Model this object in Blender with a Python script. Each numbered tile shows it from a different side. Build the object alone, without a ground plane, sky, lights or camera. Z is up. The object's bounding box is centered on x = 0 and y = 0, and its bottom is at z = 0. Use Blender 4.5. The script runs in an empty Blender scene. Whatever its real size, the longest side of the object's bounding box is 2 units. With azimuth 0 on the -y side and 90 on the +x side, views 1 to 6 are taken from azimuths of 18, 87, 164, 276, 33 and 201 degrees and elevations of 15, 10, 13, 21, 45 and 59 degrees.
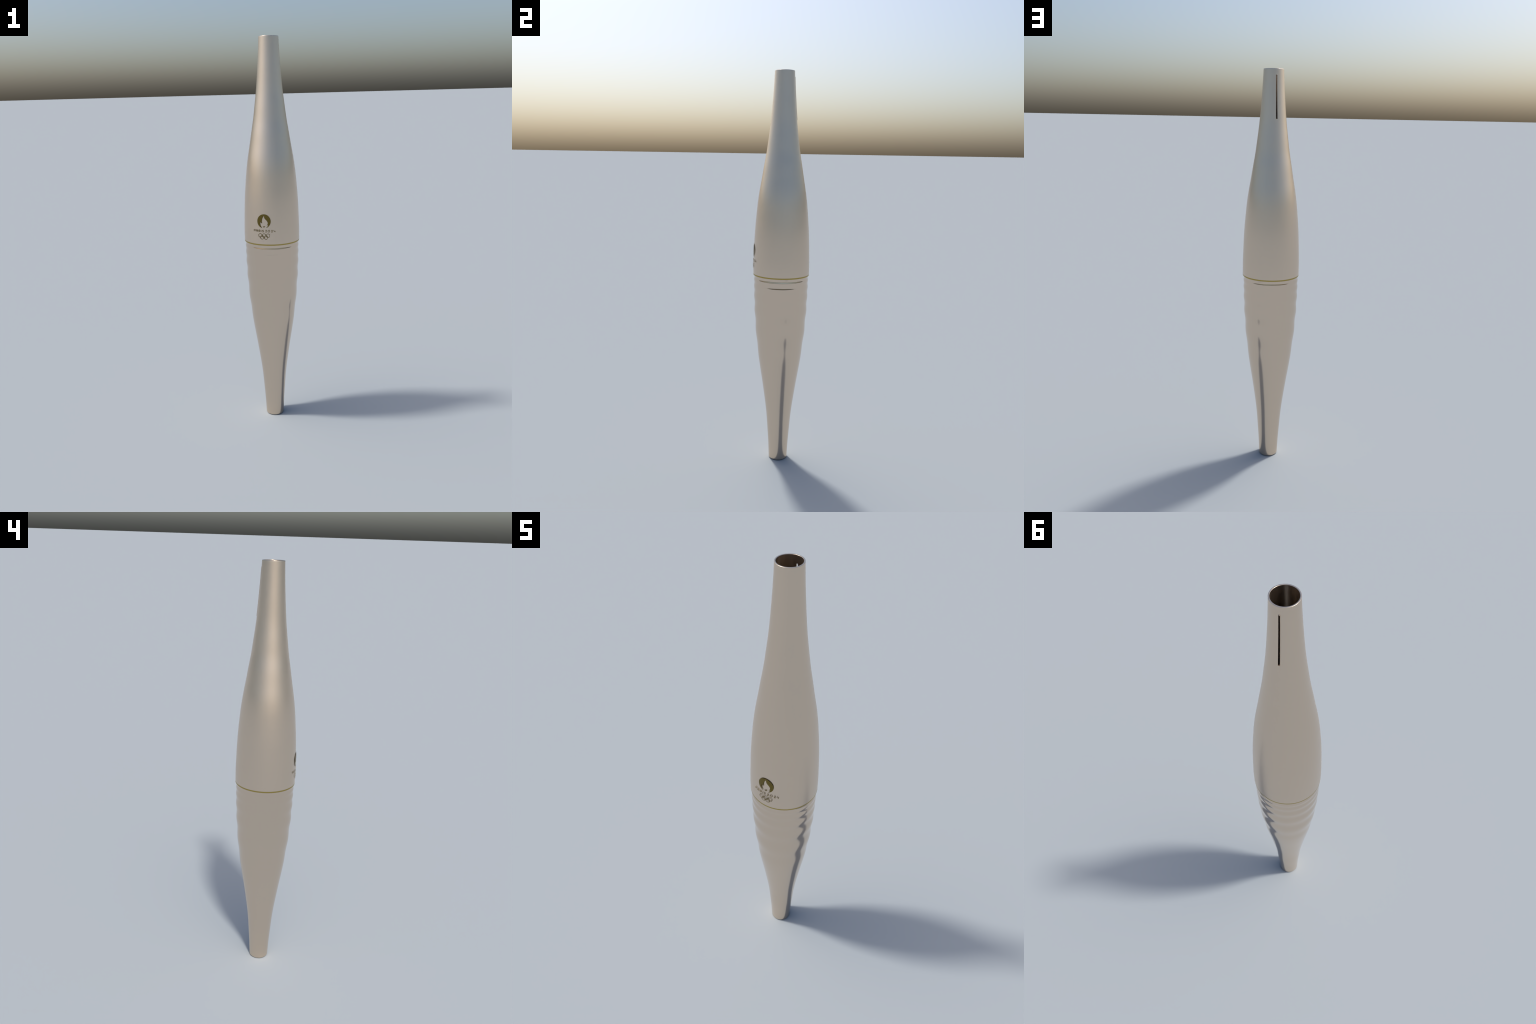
"""A tall spindle-shaped ceremonial torch in champagne-coloured metal.

The torch is two surfaces of revolution that meet at a gold band half way up:
a satin upper body (a hollow tube with a slit near its open mouth) and a
polished handle whose upper part carries water ripples.  A raised emblem,
a line of lettering and five interlocking rings stand on the front.
"""
import bpy
import math
from mathutils import Vector
from mathutils.geometry import delaunay_2d_cdt

AXIS_Y = 0.0012          # the raised emblem shifts the axis off the box centre
SEGMENTS = 256


# --------------------------------------------------------------- profiles
def spline(knots):
    """Natural cubic spline through (x, y) knots, x ascending."""
    xs = [k[0] for k in knots]
    ys = [k[1] for k in knots]
    n = len(xs)
    h = [xs[i + 1] - xs[i] for i in range(n - 1)]
    a, b, c, d = [0.0] * n, [1.0] * n, [0.0] * n, [0.0] * n
    for i in range(1, n - 1):
        a[i], b[i], c[i] = h[i - 1], 2 * (h[i - 1] + h[i]), h[i]
        d[i] = 6 * ((ys[i + 1] - ys[i]) / h[i] - (ys[i] - ys[i - 1]) / h[i - 1])
    for i in range(1, n):
        w = a[i] / b[i - 1]
        b[i] -= w * c[i - 1]
        d[i] -= w * d[i - 1]
    m = [0.0] * n
    for i in range(n - 2, 0, -1):
        m[i] = (d[i] - c[i] * m[i + 1]) / b[i]

    def f(x):
        i = 0
        while i < n - 2 and x > xs[i + 1]:
            i += 1
        t, u = x - xs[i], xs[i + 1] - x
        return (m[i] * u ** 3 + m[i + 1] * t ** 3) / (6 * h[i]) \
            + (ys[i] / h[i] - m[i] * h[i] / 6) * u + (ys[i + 1] / h[i] - m[i + 1] * h[i] / 6) * t
    return f


GROW = .0007
upper_line = spline([(1.00, .1411), (1.045, .1413), (1.106, .1400), (1.171, .1376), (1.236, .1341),
                       (1.30, .1289), (1.365, .1224), (1.43, .1131), (1.486, .1034), (1.549, .0930),
                       (1.606, .0834), (1.668, .0750), (1.73, .0672), (1.79, .0612), (1.846, .0568),
                       (1.906, .0526), (1.955, .0499), (2.00, .0480)])


def upper_radius(z):
    return upper_line(z) + GROW


handle_base = spline([(0.0, .0472), (.013, .0479), (.087, .0517), (.16, .0570), (.232, .0626),
                      (.2985, .0701), (.37, .0801), (.4412, .0908), (.512, .1021), (.56, .1089),
                      (.611, .1153), (.663, .1208), (.71, .1252), (.75, .1284), (.785, .1308),
                      (.82, .1326), (.85, .1340), (.886, .1353), (.92, .1361), (.96, .1366), (1.0, .1367)])


def smooth(x, lo, hi):
    t = max(0.0, min(1.0, (x - lo) / (hi - lo)))
    return t * t * (3 - 2 * t)


def handle_radius(z):
    """The handle's taper with ripples that grow 1.47 times longer at every crest."""
    d = 1.0 - z
    crest = math.log(max(1e-3, 1 + (d - .028) * .472 / .035)) / math.log(1.472)
    height = (.00077 + .00030 * (1 - smooth(d, .006, .018)) + .00004 * smooth(d, .025, .05) + .00067 * smooth(d, .02, .22)) * (1 - smooth(d, .33, .49))
    return handle_base(z) + GROW + height * math.cos(math.tau * crest)


# --------------------------------------------------------------- materials
def metal(name, colour, roughness, grain=0.02, scale=90.0):
    m = bpy.data.materials.new(name)
    m.use_nodes = True
    nt = m.node_tree
    p = nt.nodes["Principled BSDF"]
    p.inputs["Metallic"].default_value = 1.0
    p.inputs["Specular IOR Level"].default_value = 0.5
    where = nt.nodes.new("ShaderNodeTexCoord")
    noise = nt.nodes.new("ShaderNodeTexNoise")
    noise.inputs["Scale"].default_value = scale
    noise.inputs["Detail"].default_value = 3.0
    nt.links.new(where.outputs["Object"], noise.inputs["Vector"])
    rough = nt.nodes.new("ShaderNodeMapRange")
    rough.inputs["To Min"].default_value = roughness - grain
    rough.inputs["To Max"].default_value = roughness + grain
    nt.links.new(noise.outputs["Fac"], rough.inputs["Value"])
    nt.links.new(rough.outputs["Result"], p.inputs["Roughness"])
    ramp = nt.nodes.new("ShaderNodeValToRGB")
    ramp.color_ramp.elements[0].color = (*[c * .99 for c in colour], 1)
    ramp.color_ramp.elements[1].color = (*[c * 1.01 for c in colour], 1)
    nt.links.new(noise.outputs["Fac"], ramp.inputs["Fac"])
    nt.links.new(ramp.outputs["Color"], p.inputs["Base Color"])
    return m


CHAMPAGNE = (.69, .575, .46)
SATIN = metal("satin_champagne_metal", CHAMPAGNE, .31)
POLISHED = metal("polished_champagne_metal", CHAMPAGNE, .06, grain=.005)
GOLD = metal("gold_metal", (.41, .31, .095), .30)
DARK_GOLD = metal("dark_gold_metal", (.17, .125, .033), .30)


# --------------------------------------------------------------- helpers
torch = bpy.data.objects.new("torch", None)
bpy.context.scene.collection.objects.link(torch)
torch["label"] = "tall spindle-shaped champagne metal torch with rippled handle and gold band"
torch["category"] = "torch"


def part(name, verts, faces, material, parent=torch, smooth_angle=35):
    mesh = bpy.data.meshes.new(name)
    mesh.from_pydata(verts, [], faces)
    mesh.materials.append(material)
    mesh.validate()
    mesh.shade_smooth()
    mesh.set_sharp_from_angle(angle=math.radians(smooth_angle))
    ob = bpy.data.objects.new(name, mesh)
    bpy.context.scene.collection.objects.link(ob)
    ob.parent = parent
    return ob


def around(r, i):
    a = math.tau * (i - SEGMENTS // 2) / SEGMENTS      # 0 = front (-y), half turn = back
    return r * math.sin(a), AXIS_Y - r * math.cos(a)


def revolve(profile, place=None):
    """Rings for every (r, z); a radius of 0 makes a pole.  Returns verts, faces, ring starts."""
    verts, faces, rows = [], [], []
    for r, z in profile:
        rows.append(len(verts))
        if r <= 0:
            verts.append((0, AXIS_Y, z))
        else:
            for i in range(SEGMENTS):
                x, y = around(r, i)
                verts.append(place(i, r, z, x, y) if place else (x, y, z))
    return verts, faces, rows


def skin(profile, rows, faces, skip=lambda k, i: False):
    for k in range(len(profile) - 1):
        a, b = rows[k], rows[k + 1]
        for i in range(SEGMENTS):
            j = (i + 1) % SEGMENTS
            if skip(k, i):
                continue
            if profile[k][0] <= 0:
                faces.append((a, b + j, b + i))
            elif profile[k + 1][0] <= 0:
                faces.append((a + i, a + j, b))
            else:
                faces.append((a + i, a + j, b + j, b + i))


def fillet(cr, cz, rad, start, end, steps=5):
    """Arc of a rounded edge in the (r, z) plane."""
    return [(cr + rad * math.cos(math.radians(start + (end - start) * k / steps)),
             cz + rad * math.sin(math.radians(start + (end - start) * k / steps))) for k in range(steps + 1)]


def steps(a, b, n):
    return [a + (b - a) * k / n for k in range(n + 1)]


# --------------------------------------------------------------- upper body
SLIT_LOW, SLIT_HIGH, SLIT_HALF, SLIT_SPAN = 1.7685, 1.9715, .0032, 2
WALL, SEAM_TOP = .0046, 1.0030
rim = .0007
outer_z = steps(SEAM_TOP + .0004, 1.70, 120) + steps(1.70, SLIT_LOW, 10)[1:] + [SLIT_LOW + k for k in (.0004, .0010, .0018)] + steps(SLIT_LOW + SLIT_HALF, SLIT_HIGH - SLIT_HALF, 34) \
    + [SLIT_HIGH - k for k in (.0018, .0010, .0004, 0)] \
    + steps(SLIT_HIGH, 2.0 - rim, 6)[1:]
inner_z = [z for z in outer_z if z > 1.12][::-1]
profile = [(0, SEAM_TOP), (.10, SEAM_TOP)]
profile += fillet(upper_radius(SEAM_TOP) - .0004, SEAM_TOP + .0004, .0004, -90, 0)[:-1]
outer_first = len(profile)
profile += [(upper_radius(z), z) for z in outer_z]
outer_last = len(profile) - 1
profile += fillet(upper_radius(2.0) - rim, 2.0 - rim, rim, 0, 90)[1:]
profile += fillet(upper_radius(2.0) - WALL + rim, 2.0 - rim, rim, 90, 180)[:-1]
inner_first = len(profile)
profile += [(upper_radius(z) - WALL, z) for z in inner_z]
profile += [(.06, 1.10), (0, 1.10)]


def slit_half(z):
    """The slit widens downwards with the tube: the same angle at every height."""
    return .0570 * upper_radius(z)


def beside_slit(i, r, z, x, y):
    """Columns at the slit's sides run straight up instead of with the taper."""
    # the seam column of the grid (index 0) is the back
    off = i if i < SEGMENTS // 2 else i - SEGMENTS
    if z > 1.70 and abs(off) <= SLIT_SPAN + 3:
        w = smooth(z, 1.70, 1.74)
        side = -1 if off > 0 else 1
        k = abs(off)
        if k <= SLIT_SPAN:
            end = max(0.0, SLIT_HALF - min(abs(z - SLIT_LOW), abs(z - SLIT_HIGH))) if SLIT_LOW <= z <= SLIT_HIGH else 0.0
            target = side * slit_half(z) * max(.2, math.sqrt(1 - (end / SLIT_HALF) ** 2)) * k / SLIT_SPAN      # round ends
        else:
            edge = r * math.sin(math.tau * (SLIT_SPAN + 4) / SEGMENTS)
            target = side * (slit_half(z) + (edge - slit_half(z)) * (k - SLIT_SPAN) / 4)
        x = x + (target - x) * w
        y = AXIS_Y + math.sqrt(max(0, r * r - x * x))
    return x, y, z


verts, faces, rows = revolve(profile, beside_slit)
slit_rows = {"outer": [k for k in range(outer_first, outer_last + 1) if SLIT_LOW - 1e-6 <= profile[k][1] <= SLIT_HIGH + 1e-6],
             "inner": [k for k in range(inner_first, inner_first + len(inner_z)) if SLIT_LOW - 1e-6 <= profile[k][1] <= SLIT_HIGH + 1e-6]}
gone = set(slit_rows["outer"][:-1]) | set(slit_rows["inner"][:-1])
skin(profile, rows, faces, lambda k, i: k in gone and (i < SLIT_SPAN or i >= SEGMENTS - SLIT_SPAN))
inner_up = slit_rows["inner"][::-1]
for col in (SLIT_SPAN, SEGMENTS - SLIT_SPAN):
    for (o0, o1), (n0, n1) in zip(zip(slit_rows["outer"], slit_rows["outer"][1:]), zip(inner_up, inner_up[1:])):
        quad = (rows[o0] + col, rows[o1] + col, rows[n1] + col, rows[n0] + col)
        faces.append(quad if col == SLIT_SPAN else quad[::-1])
for o, n, flip in ((slit_rows["outer"][0], inner_up[0], False), (slit_rows["outer"][-1], inner_up[-1], True)):
    cols = [(SEGMENTS - SLIT_SPAN + c) % SEGMENTS for c in range(2 * SLIT_SPAN + 1)]
    for c0, c1 in zip(cols, cols[1:]):
        quad = (rows[o] + c0, rows[o] + c1, rows[n] + c1, rows[n] + c0)
        faces.append(quad[::-1] if flip else quad)
part("upper_body", verts, faces, SATIN)

# lip around the slit: a thin bead following the outline of the slot
bead, path = .0008, []
turn = 8
for z in steps(SLIT_LOW + SLIT_HALF, SLIT_HIGH - SLIT_HALF, 40):
    path.append((slit_half(z) + .0004, z))
for k in range(1, turn):
    a = math.pi * k / turn
    path.append(((slit_half(SLIT_HIGH) + .0004) * math.cos(a), SLIT_HIGH - SLIT_HALF + SLIT_HALF * math.sin(a)))
for z in steps(SLIT_HIGH - SLIT_HALF, SLIT_LOW + SLIT_HALF, 40):
    path.append((-slit_half(z) - .0004, z))
for k in range(1, turn):
    a = math.pi * (1 + k / turn)
    path.append(((slit_half(SLIT_LOW) + .0004) * math.cos(a), SLIT_LOW + SLIT_HALF + SLIT_HALF * math.sin(a)))
centres = []
for x, z in path:
    r = upper_radius(z)
    centres.append(Vector((x, AXIS_Y + math.sqrt(r * r - x * x) + .0006, z)))
verts, faces, sides = [], [], 10
for k, c in enumerate(centres):
    along = (centres[(k + 1) % len(centres)] - centres[k - 1]).normalized()
    u = Vector((0, 1, 0)).cross(along).normalized()
    v = along.cross(u)
    verts += [c + bead * (math.cos(math.tau * s / sides) * u + math.sin(math.tau * s / sides) * v) for s in range(sides)]
for k in range(len(centres)):
    n = (k + 1) % len(centres)
    for s in range(sides):
        t = (s + 1) % sides
        faces.append((k * sides + s, n * sides + s, n * sides + t, k * sides + t))
part("slit_lip", verts, faces, SATIN)

# --------------------------------------------------------------- gold band
ring_profile = [(.11, .9964), (.1412, .9964), (.1417, .9968), (.1418, .9974), (.1418, 1.0034), (.11, 1.0034)]
verts, faces, rows = revolve(ring_profile)
skin(ring_profile, rows, faces)
part("gold_band", verts, faces, GOLD)

# --------------------------------------------------------------- handle
HANDLE_TOP, foot = .9968, .0022
profile = [(0, 0), (.02, 0)] + fillet(handle_base(0) + GROW - foot, foot, foot, -90, 0, 8)
profile[-1] = (handle_radius(foot), foot)
profile += [(handle_radius(z), z) for z in steps(foot, .50, 110)[1:]]
profile += [(handle_radius(z), z) for z in steps(.50, HANDLE_TOP - .001, 300)[1:]]
profile += [(handle_radius(HANDLE_TOP) - .001, HANDLE_TOP), (.11, HANDLE_TOP), (0, HANDLE_TOP)]
verts, faces, rows = revolve(profile)
skin(profile, rows, faces)
part("handle", verts, faces, POLISHED, smooth_angle=50)

# --------------------------------------------------------------- raised marks
ARC_RADIUS = .1430        # arc lengths on the emblem are measured on this radius
PROUD = .0024          # the marks are thin sheets carried a little off the body
SHEET = .00015


def on_front(s, z, h):
    a, r = s / ARC_RADIUS, upper_radius(z) + h
    return r * math.sin(a), AXIS_Y - r * math.cos(a), z


def inside(shape, x, y):
    """Even-odd test over all contours of a shape."""
    odd = False
    for c in shape:
        for (x0, y0), (x1, y1) in zip(c, c[1:] + c[:1]):
            if (y0 > y) != (y1 > y) and x < x0 + (y - y0) * (x1 - x0) / (y1 - y0):
                odd = not odd
    return odd


def plate(name, shapes, proud=PROUD, grid=.0025):
    """Union of flat shapes (lists of closed contours, metres), wrapped on the body as a raised plate."""
    points, edges = [], []
    for shape in shapes:
        for c in shape:
            n = len(points)
            points += [Vector(p) for p in c]
            edges += [(n + k, n + (k + 1) % len(c)) for k in range(len(c))]
    xs, ys = [p.x for p in points], [p.y for p in points]
    for gx in range(int((max(xs) - min(xs)) / grid)):
        for gy in range(int((max(ys) - min(ys)) / grid)):
            p = (min(xs) + (gx + .5) * grid, min(ys) + (gy + .5) * grid)
            if any(inside(s, *p) for s in shapes):
                points.append(Vector(p))
    flat, _, tris, *_ = delaunay_2d_cdt(points, edges, [], 0, 1e-7)
    tris = [t for t in tris if any(inside(s, sum(flat[i].x for i in t) / 3, sum(flat[i].y for i in t) / 3) for s in shapes)]
    n = len(flat)
    verts = [on_front(p.x, p.y, proud) for p in flat] + [on_front(p.x, p.y, proud - SHEET) for p in flat]
    faces = [tuple(t) for t in tris] + [tuple(i + n for i in t[::-1]) for t in tris]
    border = {}
    for t in tris:
        for a, b in zip(t, (*t[1:], t[0])):
            border[(a, b)] = border.get((a, b), 0) + 1
    for a, b in border:
        if (b, a) not in border:
            faces.append((b, a, a + n, b + n))
    return part(name, verts, faces, DARK_GOLD, smooth_angle=30)


def curve(points, n=6):
    """Catmull-Rom through the points, ends included."""
    p = [points[0]] + list(points) + [points[-1]]
    out = []
    for a, b, c, d in zip(p, p[1:], p[2:], p[3:]):
        for k in range(n):
            t = k / n
            out.append(tuple(.5 * (2 * b[i] + (c[i] - a[i]) * t + (2 * a[i] - 5 * b[i] + 4 * c[i] - d[i]) * t * t
                                   + (3 * b[i] - a[i] - 3 * c[i] + d[i]) * t ** 3) for i in (0, 1)))
    return out + [points[-1]]


def circle(cx, cy, r, n=72, start=0.0, end=360.0):
    return [(cx + r * math.cos(math.radians(start + (end - start) * k / n)),
             cy + r * math.sin(math.radians(start + (end - start) * k / n))) for k in range(n + (end - start < 359.9))]


def mm(points, cx=0.0, cz=0.0):
    return [((x + cx) / 1000, (z + cz) / 1000) for x, z in points]


# flame emblem: a disc, open at the bottom, with a flame cut out of it and a pair of lips
DISC_Z, DISC_R = 1121.2, 35.2
tip_right, tip_left = -72.0, 254.0                       # where the disc's rim ends, degrees
rim_line = circle(0, 0, DISC_R, 90, tip_right, tip_left)
flame_left = curve([(-9.6, -33.8), (-14.4, -28.6), (-17.9, -22.6), (-19.9, -15.8), (-20.2, -9.0), (-18.9, -4.4)]) \
    + [(-9.7, -11.4)] + curve([(-9.7, -11.4), (-11.2, -5.2), (-11.2, 1.6), (-10.0, 8.4), (-7.8, 15.2), (-3.6, 22.2), (1.4, 29.2)])[1:]
flame_right = curve([(1.4, 29.2), (1.5, 21.6), (4.4, 14.2), (9.5, 8.6), (15.0, 3.0), (18.9, -3.2), (20.0, -8.8), (18.7, -14.6), (14.4, -21.4)]) \
    + [(21.4, -17.7)] + curve([(21.4, -17.7), (20.2, -22.4), (16.4, -28.2), (10.9, -33.4)])[1:-1]
disc = rim_line + flame_left[1:] + flame_right[1:]
lips = curve([(-6.2, -26.9), (-2.4, -25.6), (.6, -26.2), (3.6, -25.5), (7.2, -26.7)], 5) \
    + curve([(7.2, -26.7), (4.2, -29.4), (.6, -30.3), (-3.0, -29.6), (-6.2, -26.9)], 5)[1:-1]
plate("flame_emblem", [[mm(disc, 0, DISC_Z)], [mm(lips, 0, DISC_Z)]])

# five interlocking rings
RING_R, RING_W = 9.2, 1.7
plate("interlocking_rings", [[mm(circle(0, 0, RING_R + RING_W / 2, 56), x, z), mm(circle(0, 0, RING_R - RING_W / 2, 56), x, z)]
                             for x, z in ((-20.2, 1048.9), (0, 1048.9), (20.2, 1048.9), (-10.1, 1039.2), (10.1, 1039.2))], grid=.004)


# lettering: every character is a set of strokes in a box one unit high
def stroke(line, width):
    """Outline of a polyline thickened to a ribbon with mitred corners."""
    left, right = [], []
    line = [p for k, p in enumerate(line) if k == 0 or math.dist(p, line[k - 1]) > 1e-6]
    for k, p in enumerate(line):
        a, b = line[max(0, k - 1)], line[min(len(line) - 1, k + 1)]
        dx, dy = b[0] - a[0], b[1] - a[1]
        q = math.hypot(dx, dy)
        nx, ny = -dy / q, dx / q
        w = width / 2
        if 0 < k < len(line) - 1:
            ux, uy = p[0] - a[0], p[1] - a[1]
            c = abs((-uy * nx + ux * ny) / math.hypot(ux, uy))
            w = min(w / max(c, .5), width)
        left.append((p[0] + nx * w, p[1] + ny * w))
        right.append((p[0] - nx * w, p[1] - ny * w))
    return left + right[::-1]


def arc(cx, cy, rx, ry, a, b, n=14):
    return [(cx + rx * math.cos(math.radians(a + (b - a) * k / n)), cy + ry * math.sin(math.radians(a + (b - a) * k / n))) for k in range(n + 1)]


TWO = [arc(.33, .66, .30, .30, 165, -35) + [(.10, .06)], [(.0, .05), (.68, .05)]]
GLYPHS = {
    "P": [[(.08, .0), (.08, .95)], [(.08, .93)] + arc(.44, .66, .33, .27, 90, -90) + [(.08, .39)]],
    "A": [[(.05, .0), (.05, .55)] + arc(.42, .55, .37, .38, 180, 0) + [(.79, .0)], [(.05, .36), (.79, .36)]],
    "R": [[(.05, .0), (.05, .93)], [(.05, .93)] + arc(.36, .66, .29, .27, 90, -90) + [(.05, .39)], [(.28, .39), (.66, .0)]],
    "I": [[(.0, .0), (.0, .95)]],
    "S": [arc(.36, .70, .27, .24, 20, 250, 16) + arc(.36, .25, .29, .23, 75, -165, 16)],
    "2": TWO,
    "4": [[(.06, .97), (.06, .62)] + arc(.34, .62, .28, .24, 180, 270, 8) + [(.78, .38)], [(.62, .62), (.62, .0)]],
}
LETTER_H, BASE_Z, PEN = 11.0, 1066.6, 1.75
shapes = []
for glyph, x in (("P", -57.2), ("A", -43.8), ("R", -28.9), ("I", -15.5), ("S", -9.0), ("2", 6.6), ("2", 36.4), ("4", 49.2)):
    for line in GLYPHS[glyph]:
        shapes.append([mm(stroke([(px * LETTER_H, pz * LETTER_H) for px, pz in line], PEN), x, BASE_Z)])
shapes.append([mm(circle(25.1, 5.5, 6.0, 48), 0, BASE_Z), mm(circle(25.1, 5.5, 6.0 - PEN, 48), 0, BASE_Z)])
plate("lettering", shapes, grid=.003)
